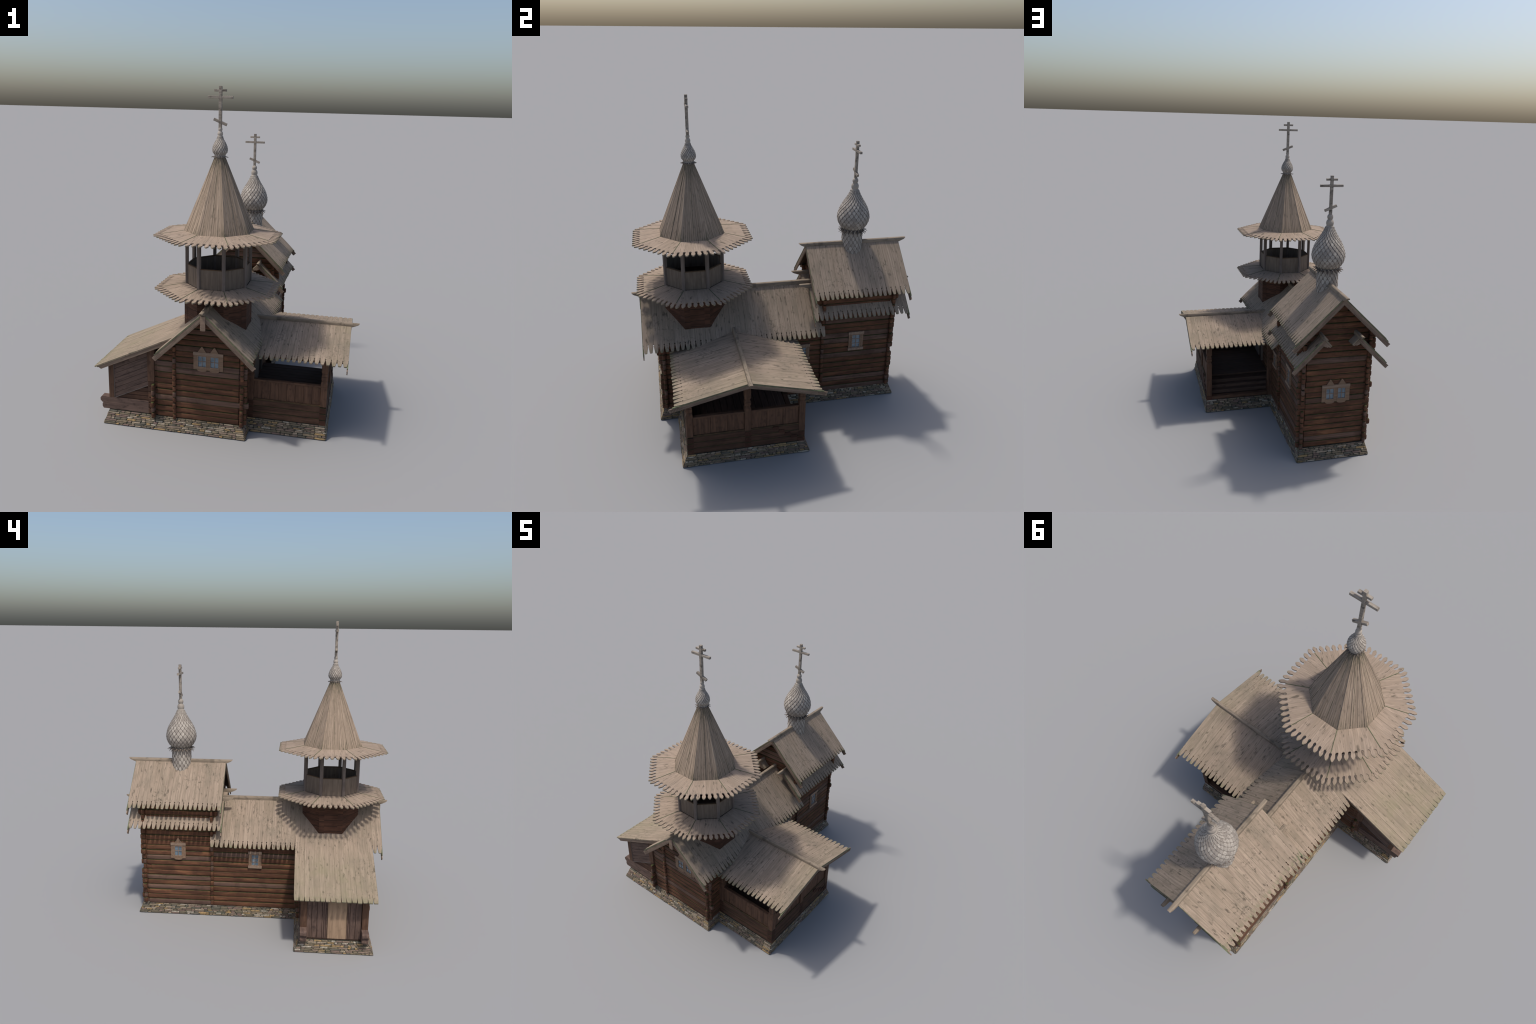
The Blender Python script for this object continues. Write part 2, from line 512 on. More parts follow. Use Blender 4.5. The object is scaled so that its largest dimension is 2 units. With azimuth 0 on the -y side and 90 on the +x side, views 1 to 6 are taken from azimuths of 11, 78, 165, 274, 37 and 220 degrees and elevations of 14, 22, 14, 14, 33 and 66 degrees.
def cross_wall(y, apex, slope, name, k0=0, west_to=None, jut=True):
    """Gable wall of logs along x, cut under the roof."""
    hw = (XE - XW) / 2
    zt = apex - 0.03
    w = core(name, [(XW, y - 0.008), (XE, y - 0.008), (XE, y + 0.008), (XW, y + 0.008)], Z0 - 0.002 if k0 == 0 else Z0 + k0 * PITCH, apex - slope * hw - 0.03)
    gable = [(XW + 0.004, apex - slope * hw - 0.03), (XE - 0.004, apex - slope * hw - 0.03), (XC, apex - 0.034)]
    gv = [(px, y + dy, pz) for dy in (-0.007, 0.007) for px, pz in gable]
    put("gable_core", mesh("gable_core", gv, [(0, 1, 2), (5, 4, 3), (0, 3, 4, 1), (1, 4, 5, 2), (2, 5, 3, 0)], "dark"), w)
    k = k0
    while True:
        zc = Z0 + 0.002 + PITCH * (k + 0.5)
        room = under(apex, slope, zc + PITCH * 0.45)
        if room < 0.012:
            break
        full = room > hw + 0.015
        xa, xb = XW - PRO + ra.uniform(-0.003, 0.003), XE + PRO + ra.uniform(-0.003, 0.003)
        if k == 3 or (k == 10 and y > 0.5):
            xb += 0.010
            xa -= 0.012
        if apex > 0.9 and zc > 0.66:
            xa, xb = xa - 0.016, xb + 0.016     # consoles that carry the upper eave
        if full:
            if west_to and zc < 0.535:
                xa = west_to if zc < 0.49 else -0.36
            lim = under(apex, slope, zc + 0.01)
            log(w, (max(xa, XC - lim) if not (west_to and zc < 0.535) else xa, y, zc), (min(xb, XC + lim), y, zc))
        else:
            log(w, (XC - room, y, zc), (XC + room, y, zc), (False, False))
        k += 1
    return w

zs_main = MAIN_APEX - MAIN_S * 0.2185 - 0.022
zs_ch = CH_APEX - CH_S * 0.2185 - 0.022
long_wall(XE, YS, YP, zs_main, "nave_wall")
long_wall(XW, YS, YP, zs_main, "nave_wall")
long_wall(XE, YP, YN, zs_ch, "chapel_wall")
long_wall(XW, YP, YN, zs_ch, "chapel_wall")
cross_wall(YS, MAIN_APEX, MAIN_S, "front_gable_wall", west_to=-0.432)
cross_wall(YN, CH_APEX, CH_S, "rear_gable_wall")
cross_wall(YP, CH_APEX, CH_S, "chapel_gable_wall")

# ------------------------------------------------------------------ roofs
def eave_board(L, h, kind):
    """Half outline of a roof board with a carved lower end: list of (x, half width)."""
    if kind == "tooth":        # keyhole slot between tapering teeth
        T = 0.050
        half = [(0, h), (L - T - 0.0035, h), (L - T - 0.002, h * 0.84), (L - T + 0.001, h * 0.76), (L - T + 0.004, h * 0.82), (L - T + 0.0055, h * 0.95),
                (L - 0.010, h * 0.59), (L - 0.003, h * 0.51), (L, h * 0.36)]
    elif kind == "slit":       # thin wedge between blunt ends
        T = 0.032
        half = [(0, h), (L - T, h), (L - T + 0.001, h * 0.97), (L - 0.005, h * 0.84), (L - 0.001, h * 0.80), (L, h * 0.70)]
    else:
        half = [(0, h), (L, h)]
    return [(x, -w) for x, w in half] + [(x, w) for x, w in reversed(half)]

def plank_roof(roof, ridge_pt, down, along, n, pitch, L, kind, jr, mat="roof", t=0.0075, name="roof_plank", clip=None):
    """Row of boards side by side: each runs from the ridge line `down` the slope."""
    down, along = Vector(down).normalized(), Vector(along).normalized()
    nrm = down.cross(along)
    if nrm.z < 0:
        nrm = -nrm
    variants = []
    for v in range(4):
        h = pitch / 2 - 0.00008
        variants.append(mesh(name, *extrude(eave_board(L + (v - 1.5) * 0.0012, h, kind), -t, 0), mat))
    for i in range(n):
        o = Vector(ridge_pt) + along * pitch * (i + 0.5) + nrm * jr.uniform(-0.0005, 0.0005)
        m = frame(o, down, nrm)
        m = m @ Matrix.Rotation(jr.uniform(-0.0010, 0.0010), 4, "Z")
        put(name, variants[jr.randrange(4)], roof, m)

def slope_pts(apex, s, d):
    return apex - s * d

def sheathing(name, quads, t, mat="dark"):
    parts = []
    for q in quads:
        q = [Vector(p) for p in q]
        n = (q[1] - q[0]).cross(q[3] - q[0]).normalized()
        if n.z < 0:
            n = -n
        parts.append(loft([[p - n * t for p in q], q]))
    return put(name, mesh(name, *merge(parts), mat))

def gable_roof_y(name, apex, s, y0, y1, d_tip, pitch, under_mat="dark", d0=0.0, sides=(-1, 1), kind="tooth", z_off=0.0):
    """Roof with its ridge along y at XC: boards fall to both sides."""
    n = round((y1 - y0) / pitch)
    p = (y1 - y0) / n
    quads = []
    for sg in sides:
        de = d_tip - 0.045
        dn = 0.0088
        q = [(XC + sg * d0, y0 + 0.004, apex - s * d0 - dn * 1.2), (XC + sg * d0, y1 - 0.004, apex - s * d0 - dn * 1.2),
             (XC + sg * de, y1 - 0.004, apex - s * de - dn * 1.2), (XC + sg * de, y0 + 0.004, apex - s * de - dn * 1.2)]
        quads.append(q)
    roof = sheathing(name, quads, 0.006, under_mat)
    jr = random.Random(hash((round(apex * 1000), round(y0 * 1000))) % 1000)
    for sg in sides:
        L = math.hypot(d_tip - d0, s * (d_tip - d0))
        plank_roof(roof, (XC + sg * d0, y0, apex - s * d0), (sg, 0, -s), (0, 1, 0), n, p, L, kind, jr)
    return roof

def ridge_beam(roof, a, b, w, h, spike_a, spike_b, mat="ridge"):
    """Ridge beam from a to b (top centre line); its ends are cut back below."""
    a, b = Vector(a), Vector(b)
    L = (b - a).length
    y = w / 2
    def ring(x_top, x_bot):
        return [(x_bot, -y, -h), (x_bot, y, -h), (x_top * .75 + x_bot * .25, y, -h * .45), (x_top, y * .8, -0.003), (x_top, y * .45, 0), (x_top, -y * .45, 0), (x_top, -y * .8, -0.003), (x_top * .75 + x_bot * .25, -y, -h * .45)]
    me = mesh("ridge_beam", *loft([ring(0, spike_a), ring(L, L - spike_b)]), mat)
    return put("ridge_beam", me, roof, frame(a, b - a, (0, 0, 1)))

def dark_peg_rows(m, x0, x1, rows, step, ra_, size=0.0011):
    """Dark pegs standing in for small drilled holes in the face of a board."""
    parts = []
    k = int((x1 - x0) / step)
    for i in range(k):
        for y, ph in rows:
            x = x0 + step * (i + 0.5 + ph)
            pts = [(x + size * math.cos(a * math.pi / 3), y + size * math.sin(a * math.pi / 3)) for a in range(6)]
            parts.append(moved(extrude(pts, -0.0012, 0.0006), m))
    return parts

def bargeboard(roof, p_top, p_low, outward, width, t, tip_over=0.0, dark_pegs=True, fancy=0.06):
    """Board along the gable edge: from the ridge to the eave, just below the roof boards."""
    p_top, p_low = Vector(p_top), Vector(p_low)
    d = (p_low - p_top)
    L = d.length + tip_over
    d.normalize()
    m = frame(p_top, d, outward)           # local Z = outward face, local Y across the board
    up = m.to_3x3() @ Vector((0, 1, 0))
    s = 1 if up.z > 0 else -1
    o = [(0, 0), (L, 0), (L, -s * width * 0.28), (L - 0.003, -s * width * 0.36), (L, -s * width * 0.52), (L - 0.002, -s * width), (0, -s * width)]
    if s > 0:
        o = o[::-1]
    ob = put("bargeboard", mesh("bargeboard", *extrude(o, -t / 2, t / 2), "barge"), roof, m)
    if dark_pegs:
        I = Matrix.Translation((0, 0, t / 2))
        parts = dark_peg_rows(I, 0.02, L - fancy, [(-s * width * 0.88, 0)], 0.0060, None, 0.0014)
        parts += dark_peg_rows(I, 0.02, L - fancy, [(-s * width * 0.50, 0.2), (-s * width * 0.68, 0.7)], 0.0090, None, 0.0012)
        parts += dark_peg_rows(I, L - fancy, L - 0.004, [(-s * width * 0.2, 0), (-s * width * 0.4, .5), (-s * width * 0.62, .2), (-s * width * 0.86, .5)], 0.0080, None, 0.0017)
        h = put("dark_peg_ornament", mesh("dark_peg_ornament", *merge(parts), "dark"), roof, m)
        h["kind"] = "stuff"
    # the mossy edge of the end board shows above the bargeboard
    e = put("mossy_edge", mesh("mossy_edge", *box(0.012, L - 0.022, -0.0028, 0.0028, -t / 2, t / 2 + 0.0012), "moss"), roof, m @ Matrix.Translation((0, s * 0.0030, 0)))
    return ob

# --- nave roof
nave = gable_roof_y("nave_roof", MAIN_APEX, MAIN_S, -0.846, 0.297, 0.2835, 0.0318)
ridge_beam(nave, (XC, -0.8982, 0.8070), (XC, 0.2790, 0.8070), 0.026, 0.030, 0.052, 0.0)
for sg in (-1, 1):
    a = Vector((XC + sg * 0.004, -0.8435 - sg * 0.0006, MAIN_APEX - 0.0125))
    b = Vector((XC + sg * 0.297, -0.8435 - sg * 0.0006, MAIN_APEX - 0.0125 - MAIN_S * 0.297))
    bargeboard(nave, a, b, (0, -1, 0), 0.027, 0.006, 0.006)

# hanging board at the front apex
tw = [(-0.0142, 0.0), (0.0142, 0.0)]
hb = [(-0.0142, 0), (0.0142, 0), (0.0142, -0.080), (0.0110, -0.084), (0.0075, -0.0815), (0.0035, -0.085), (0, -0.0825), (-0.0035, -0.085), (-0.0075, -0.0815), (-0.0110, -0.084), (-0.0142, -0.080)]
mt = frame((XC - 0.0005, -0.8495, 0.7745), (1, 0, 0), (0, -1, 0))
put("hanging_board", mesh("hanging_board", *extrude(hb[::-1], -0.003, 0.003), "sash"), nave, mt)
hp = dark_peg_rows(Matrix.Translation((0, 0, 0.003)), -0.0125, 0.0125, [(-0.050, 0), (-0.0555, .4), (-0.061, 0), (-0.0665, .4), (-0.072, 0), (-0.0775, .3)], 0.0050, None, 0.0012)
ho = put("dark_peg_ornament", mesh("dark_peg_ornament", *merge(hp), "dark"), nave, mt)
ho["kind"] = "stuff"

# --- chapel roof
chap = gable_roof_y("chapel_roof", CH_APEX, CH_S, 0.2190, 0.8480, 0.2805, 0.0318)
ridge_beam(chap, (XC, 0.1730, 1.0640), (XC, 0.8990, 1.0640), 0.026, 0.028, 0.048, 0.048)
for yy, od in ((0.2215, -1), (0.8455, 1)):
    for sg in (-1, 1):
        a = Vector((XC + sg * 0.004, yy - sg * 0.0006, CH_APEX - 0.0125))
        b = Vector((XC + sg * 0.297, yy - sg * 0.0006, CH_APEX - 0.0125 - CH_S * 0.297))
        bargeboard(chap, a, b, (0, od, 0), 0.027, 0.006, 0.006)

# --- chapel skirt roofs (lower pair of slopes)
SK_APEX, SK_S, SK_D = 0.8125, 0.985, 0.1105
for sg in (-1, 1):
    xr = XC + sg * SK_D
    n, p = 20, (0.8480 - 0.2190) / 20
    q = []
    d1 = 0.2835 - 0.045 - SK_D
    sk = sheathing("skirt_roof", [[(xr, 0.223, SK_APEX - 0.0105), (xr, 0.844, SK_APEX - 0.0105), (xr + sg * d1, 0.844, SK_APEX - 0.0105 - SK_S * d1), (xr + sg * d1, 0.223, SK_APEX - 0.0105 - SK_S * d1)]], 0.006)
    L = math.hypot(0.2835 - SK_D, SK_S * (0.2835 - SK_D))
    jr = random.Random(31 + sg)
    plank_roof(sk, (xr, 0.2190, SK_APEX), (sg, 0, -SK_S), (0, 1, 0), n, p, L, "tooth", jr)
    ridge_beam(sk, (xr, 0.1540, 0.8250), (xr, 0.2800, 0.8250), 0.022, 0.028, 0.056, 0.0)
    ridge_beam(sk, (xr, 0.7650, 0.8250), (xr, 0.8960, 0.8250), 0.022, 0.028, 0.0, 0.050)
    for ya, k, od in ((0.2190, 2, -1), (0.8480 - 2 * p - 0.0, 2, 1)):
        # short inward return of the slope, two and a half boards wide
        plank_roof(sk, (xr, ya, SK_APEX), (-sg, 0, -SK_S), (0, 1, 0), k, p, 0.070, "plain", jr)
        ye = 0.2200 if od < 0 else 0.8470
        a = Vector((xr + sg * 0.003, ye, SK_APEX - 0.012))
        b = Vector((xr + sg * 0.186, ye, SK_APEX - 0.012 - SK_S * 0.186))
        bargeboard(sk, a, b, (0, od, 0), 0.025, 0.006, 0.004, True, 0.0)
        # scalloped end board of the return
        m = frame((xr, ye - od * 0.0022, SK_APEX - 0.012), (-sg, 0, -SK_S), (0, od, 0))
        up = m.to_3x3() @ Vector((0, 1, 0))
        s = 1 if up.z > 0 else -1
        Lr = 0.062
        o = [(0, 0), (Lr, 0), (Lr - .004, -.008), (Lr - .012, -.010), (Lr - .016, -.019), (Lr - .026, -.021), (Lr - .030, -.025), (0, -.025)]
        o = [(x, s * y) for x, y in o]
        put("bargeboard", mesh("bargeboard", *extrude(o if s < 0 else o[::-1], -0.003, 0.003), "barge"), sk, m)

# --- east porch roof (ridge along x)
EP_Y, EP_APEX, EP_S = -0.2842, 0.5905, 0.2365
EP_X0, EP_X1 = 0.140, 0.722
dt = 0.4065
n_ep = 18
p_ep = (EP_X1 - EP_X0) / n_ep
quads = []
for sg in (-1, 1):
    de = dt - 0.045
    quads.append([(EP_X0, EP_Y, EP_APEX - 0.010), (EP_X1 - 0.004, EP_Y, EP_APEX - 0.010), (EP_X1 - 0.004, EP_Y + sg * de, EP_APEX - 0.010 - EP_S * de), (EP_X0, EP_Y + sg * de, EP_APEX - 0.010 - EP_S * de)])
ep = sheathing("east_porch_roof", quads, 0.006, "porch")
jr = random.Random(77)
for sg in (-1, 1):
    plank_roof(ep, (EP_X0, EP_Y, EP_APEX), (0, sg, -EP_S), (1, 0, 0), n_ep, p_ep, math.hypot(dt, EP_S * dt), "tooth", jr)
    a = Vector((0.7185 + sg * 0.0006, EP_Y + sg * 0.003, EP_APEX - 0.0095))
    b = Vector((0.7185 + sg * 0.0006, EP_Y + sg * 0.432, EP_APEX - 0.0095 - EP_S * 0.432))
    bargeboard(ep, a, b, (1, 0, 0), 0.023, 0.006, 0.004)
ridge_beam(ep, (0.125, EP_Y, 0.6085), (0.7705, EP_Y, 0.6085), 0.024, 0.024, 0.0, 0.042)

# --- west porch roof (single slope falling west)
WT, WL = Vector((-0.250, 0, 0.6160)), Vector((-0.7690, 0, 0.3705))
dw = WL - WT
n_wp = 16
p_wp = (0.7785 - 0.2745) / n_wp
t1 = 0.93
wq = [(WT.x, -0.774, WT.z - 0.010), (WT.x, -0.279, WT.z - 0.010), (WT.x + dw.x * t1, -0.279, WT.z - 0.010 + dw.z * t1), (WT.x + dw.x * t1, -0.774, WT.z - 0.010 + dw.z * t1)]
wp = sheathing("west_porch_roof", [wq], 0.005, "dark")
plank_roof(wp, (WT.x, -0.7785, WT.z), dw, (0, 1, 0), n_wp, p_wp, dw.length, "slit", random.Random(5))
for yy, od in ((-0.7715, -1), (-0.2815, 1)):
    a = Vector((-0.300, yy, WT.z - 0.0095 + dw.z * (0.300 - 0.250) / 0.519))
    b = Vector((-0.752, yy, WT.z - 0.0095 + dw.z * (0.752 - 0.250) / 0.519))
    d = (b - a).normalized()
    m = frame(a, d, (0, od, 0))
    s = 1 if (m.to_3x3() @ Vector((0, 1, 0))).z > 0 else -1
    L = (b - a).length
    o = [(0, 0), (L, 0), (L - .002, -.004), (L - .010, -.006), (L - .014, -.012), (L - .020, -.0215), (0, -.0215)]
    o = [(x, s * y) for x, y in o]
    put("bargeboard", mesh("bargeboard", *extrude(o if s < 0 else o[::-1], -0.004, 0.004), "barge"), wp, m)

# ------------------------------------------------------------------ bell tower
TA = Matrix.Translation((XC, TY, 0))
C8 = math.cos(math.radians(22.5))
T8 = math.tan(math.radians(22.5))

# log octagon standing on the roof ridge
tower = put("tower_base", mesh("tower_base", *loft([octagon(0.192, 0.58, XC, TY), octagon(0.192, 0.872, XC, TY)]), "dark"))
R_log = 0.2040
side = 2 * R_log * C8 * T8
oct_len = mesh("log", *box(-side / 2, side / 2, -0.012, 0.0, -0.0197, 0.0197, 0.0008), "oct_log")
oct_mid = mesh("log", *box(-side / 2 + 0.017, side / 2 - 0.017, -0.012, 0.0, -0.0197, 0.0197, 0.0008), "oct_log")
oct_end = mesh("log", *box(-0.0168, 0.0168, -0.012, 0.0, -0.0196, 0.0196, 0.0008), "oct_log")
for f in range(8):
    a = math.radians(45 * f)
    nrm = Vector((math.cos(a), math.sin(a), 0))
    tan = Vector((-math.sin(a), math.cos(a), 0))
    for k in range(7):
        z = 0.600 + 0.0392 * k + (0.0 if f % 2 else 0.010)
        m = frame(Vector((XC, TY, z)) + nrm * (R_log * C8 - 0.0008), -tan, (0, 0, 1))
        put("log", oct_mid, tower, m)
        for s in (-1, 1):
            me = frame(Vector((XC, TY, z + 0.006 * (1 if s > 0 else -1))) + nrm * (R_log * C8) + tan * s * (side / 2 - 0.0170), -tan, (0, 0, 1))
            put("log", oct_end, tower, me)

def brim(name, a_in, z_in, a_tip, z_tip, jr):
    """Flaring skirt of carved boards round the tower, eight boards to a side."""
    th = 0.007
    ctr = []
    roof = put(name, mesh(name, *loft([octagon((a_tip - 0.050) / C8, z_in + (z_tip - z_in) * (a_tip - 0.05 - a_in) / (a_tip - a_in) - 0.0125, XC, TY),
                                        octagon((a_tip - 0.050) / C8, z_in + (z_tip - z_in) * (a_tip - 0.05 - a_in) / (a_tip - a_in) - 0.0085, XC, TY),
                                        octagon(a_in / C8, z_in - 0.0085, XC, TY)]), "dark"))
    slope = (z_tip - z_in) / (a_tip - a_in)
    N = 8
    boards = []
    T = 0.046
    for k in range(N):
        u = (k + 0.5) / N * 2 - 1            # -1..1 across the side
        hw = lambda r: r * T8 / N - 0.0001
        rr = a_tip - T
        prof = [(a_in, 1.0), (rr, 1.0), (rr + 0.0006, 0.86), (rr + 0.002, 0.66), (rr + 0.006, 0.53), (rr + 0.012, 0.54), (rr + 0.019, 0.66),
                (rr + 0.025, 0.74), (rr + 0.031, 0.72), (rr + 0.0375, 0.52), (rr + 0.0435, 0.30), (rr + T, 0.13)]
        left, right = [], []
        wr = hw(rr)
        for r, w in prof:
            h = hw(r) * w if r <= rr else wr * w
            c = u * min(r, rr + 0.5 * T) * T8 if r > rr else u * r * T8
            c = u * r * T8
            left.append((r, c - h))
            right.append((r, c + h))
        out = left + right[::-1]
        v, f = extrude(out, -th, 0)
        v = [(x, y, z + z_in + slope * (x - a_in)) for x, y, z in v]
        boards.append(mesh("brim_plank", v, f, "brim"))
    for s in range(8):
        for k in range(N):
            m = Matrix.Translation((XC, TY, jr.uniform(-0.0004, 0.0004))) @ Matrix.Rotation(math.radians(45 * s), 4, "Z")
            put("brim_plank", boards[k], roof, m)
    # mossy hip strips at the eight corners
    for s in range(8):
        an = math.radians(22.5 + 45 * s)
        dr = Vector((math.cos(an), math.sin(an), 0))
        p0 = Vector((XC, TY, z_in + 0.0006)) + dr * (a_in / C8)
        r1 = (a_tip - T) / C8
        p1 = Vector((XC, TY, z_in + slope * (a_tip - T - a_in) + 0.0006)) + dr * r1
        beam("hip_seam", p0, p1, 0.0036, 0.0016, "hip", roof, c=0.0)
    return roof

M["hip"] = plain_wood("mossy_seam", (0.120, 0.130, 0.070), (0.075, 0.080, 0.045), 0.3, (60, 60, 60))
brim("lower_brim", 0.180, 0.8765, 0.3555, 0.8525, random.Random(1))

# belfry parapet, posts, floor
RB = 0.1895
belfry = put("belfry_floor", mesh("belfry_floor", *loft([octagon(RB - 0.008, 0.870, XC, TY), octagon(RB - 0.008, 0.884, XC, TY)]), "dark"))
wb = 2 * RB * C8 * T8
for s in range(8):
    a = math.radians(45 * s)
    nrm, tan = Vector((math.cos(a), math.sin(a), 0)), Vector((-math.sin(a), math.cos(a), 0))
    nb = 4
    for k in range(nb):
        w = wb / nb
        c = Vector((XC, TY, 0)) + nrm * (RB * C8 - 0.004 + ((k * 7 + s * 3) % 3) * 0.0003) + tan * (-wb / 2 + w * (k + 0.5))
        beam("parapet_board", c + Vector((0, 0, 0.876)), c + Vector((0, 0, 0.991)), 0.007, w - 0.0002, "belfry", belfry, up=tan, c=0.0003)
    c = Vector((XC, TY, 0.9925)) + nrm * (RB * C8 - 0.0055)
    beam("parapet_rail", c - tan * wb / 2, c + tan * wb / 2, 0.012, 0.006, "caprail", belfry)
for s in range(8):
    an = math.radians(22.5 + 45 * s)
    c = Vector((XC + (RB - 0.0015) * math.cos(an), TY + (RB - 0.0015) * math.sin(an), 0))
    m = frame(c + Vector((0, 0, 1.022)), (0, 0, 1), (math.cos(an), math.sin(an), 0))
    put("belfry_post", mesh("belfry_post", *box(-0.147, 0.158, -0.0098, 0.0098, -0.0098, 0.0098, 0.002), "post"), belfry, m)

ub = brim("upper_brim", 0.1917, 1.1924, 0.3570, 1.1690, random.Random(2))
# ceiling beam ring under the upper brim
for s in range(8):
    a = math.radians(45 * s)
    nrm, tan = Vector((math.cos(a), math.sin(a), 0)), Vector((-math.sin(a), math.cos(a), 0))
    c = Vector((XC, TY, 1.165)) + nrm * (RB * C8 - 0.006)
    beam("ceiling_beam", c - tan * wb / 2, c + tan * wb / 2, 0.016, 0.018, "post", ub)

# tent roof
a0, za, a1, zb = 0.1930, 1.1900, 0.0310, 1.6090
tent = put("tent_roof", mesh("tent_roof", *loft([octagon(a0 / C8 - 0.008, za, XC, TY), octagon(a1 / C8 - 0.005, zb, XC, TY)]), "dark"))
NT = 12
ln = math.hypot(a0 - a1, zb - za)
strips = []
for k in range(NT):
    e = 0.0003
    w0, w1 = 2 * a0 * T8 / NT, 2 * a1 * T8 / NT
    c0, c1 = -a0 * T8 + w0 * (k + 0.5), -a1 * T8 + w1 * (k + 0.5)
    poly = [(0, c0 - w0 / 2 + e), (ln, c1 - w1 / 2 + e * .3), (ln, c1 + w1 / 2 - e * .3), (0, c0 + w0 / 2 - e)]
    strips.append(mesh("tent_plank", *extrude(poly[::-1], -0.006, 0.0), "cone"))
jr = random.Random(9)
for s in range(8):
    a = math.radians(45 * s)
    nrm = Vector((math.cos(a), math.sin(a), 0))
    up = Vector((0, 0, 1)) * (zb - za) - nrm * (a0 - a1)
    outw = nrm * (zb - za) + Vector((0, 0, a0 - a1))
    for k in range(NT):
        m = frame(Vector((XC, TY, za)) + nrm * a0 + outw.normalized() * jr.uniform(-0.0020, 0.0008), up, outw)
        put("tent_plank", strips[k], tent, m)

# ------------------------------------------------------------------ onion domes
def onion(profile, cx, cy, z_off, rows, per_row, lift, named, seg=40, part="onion_dome", kind_word="dome_shingles"):
    """Shingled bulb: profile = [(radius, z)], rows of pointed shingles laid from the bottom up."""
    pts = []
    for i in range(len(profile) - 1):          # Catmull-Rom through the profile points
        p0 = profile[max(i - 1, 0)]
        p1, p2 = profile[i], profile[i + 1]
        p3 = profile[min(i + 2, len(profile) - 1)]
        for j in range(8):
            t = j / 8
            pts.append(tuple(0.5 * (2 * p1[c] + (p2[c] - p0[c]) * t + (2 * p0[c] - 5 * p1[c] + 4 * p2[c] - p3[c]) * t * t + (3 * p1[c] - p0[c] - 3 * p2[c] + p3[c]) * t ** 3) for c in (0, 1)))
    pts.append(profile[-1])
    body = put(part, mesh(part, *moved(lathe([(r - 0.0012, z) for r, z in pts], seg), Matrix.Translation((cx, cy, 0))), "finial", True))
    s = [0.0]
    for a, b in zip(pts, pts[1:]):
        s.append(s[-1] + math.hypot(b[0] - a[0], b[1] - a[1]))
    S = s[-1]
    def at(q):
        q = min(max(q, 0), S)
        for i in range(len(s) - 1):
            if q <= s[i + 1]:
                t = (q - s[i]) / max(s[i + 1] - s[i], 1e-9)
                r = pts[i][0] + (pts[i + 1][0] - pts[i][0]) * t
                z = pts[i][1] + (pts[i + 1][1] - pts[i][1]) * t
                dr, dz = pts[i + 1][0] - pts[i][0], pts[i + 1][1] - pts[i][1]
                l = math.hypot(dr, dz)
                return r, z, dz / l, -dr / l
        return (*pts[-1], 1, 0)
    step = S / (rows + 0.5)
    stuff = []
    for i in range(rows, -1, -1):
        q0 = step * i
        # pointed board: the part left visible between its neighbours is a diamond
        outline = ((-0.46, 1.70, 0.05), (0.46, 1.70, 0.05), (0.465, 0.98, 0.45), (0.30, 0.46, 0.80), (0.10, 0.06, 1.0), (-0.10, 0.06, 1.0), (-0.30, 0.46, 0.80), (-0.465, 0.98, 0.45))
        def spot(u, q, h):
            r, z, nr, nz = at(q)
            ang = u * 2 * math.pi / per_row
            R = r + nr * h
            return (R * math.cos(ang), R * math.sin(ang), z + nz * h)
        rim, low, inner = [], [], []
        for u, dq, h in outline:
            rim.append(spot(u, q0 + dq * step, h * lift))
            low.append(spot(u, q0 + dq * step, h * lift - lift * 0.8 - 0.0008))
            inner.append(spot(u * 0.78, q0 + (0.95 + (dq - 0.95) * 0.78) * step, h * lift + lift * 0.22))
        n = len(rim)
        V = low + rim + inner + [spot(0, q0 + 0.9 * step, lift * 0.95)]
        F = [tuple(range(n - 1, -1, -1))]
        for j in range(n):
            k = (j + 1) % n
            F += [(j, k, n + k, n + j), (n + j, n + k, 2 * n + k, 2 * n + j), (2 * n + j, 2 * n + k, 3 * n)]
        edge = lambda i, per=1 + 3 * n: (i % per) == 0 or ((i % per) - 1) % 3 < 2
        if named:
            me = mesh("shingle", V, F, "shingle", False, "shingle_edge_shade", edge)
        for j in range(per_row):
            m = Matrix.Translation((cx, cy, 0)) @ Matrix.Rotation(2 * math.pi * (j + 0.5 * (i % 2)) / per_row, 4, "Z")
            if named:
                put("shingle", me, body, m)
            else:
                stuff.append(moved((V, F), m))
    if stuff:
        o = put(kind_word, mesh(kind_word, *merge(stuff), "shingle_stuff", False, "shingle_edge_shade", edge), body)
        o["kind"] = "stuff"
    return body

def spike_crown(cx, cy, r0, r1, z0, z1, n, w, parent):
    """Ring of pointed board ends flaring out below the bulb."""
    parts = []
    rr = random.Random(n)
    for j in range(n):
        a = 2 * math.pi * (j + 0.3) / n
        k = rr.uniform(0.82, 1.05)
        dz = rr.uniform(-0.004, 0.004) * (r1 / 0.1)
        v = []
        for x, hw, z in ((r0 * 0.85, w, z0), (r0 + (r1 - r0) * 0.35, w * 0.85, z0 + (z1 - z0) * 0.3), (r0 + (r1 - r0) * k, w * 0.06, z1 + dz)):
            v += [(x, -hw, z + 0.0012), (x, hw, z + 0.0012), (x, hw, z - 0.0012), (x, -hw, z - 0.0012)]
        rings = [v[0:4], v[4:8], v[8:12]]
        parts.append(moved(loft(rings), Matrix.Translation((cx, cy, 0)) @ Matrix.Rotation(a, 4, "Z")))
    o = put("spike_crown", mesh("spike_crown", *merge(parts), "spike"), parent)
    o["kind"] = "stuff"

M["spike"] = plain_wood("spike_wood", (0.150, 0.122, 0.100), (0.090, 0.072, 0.060), 0.3)

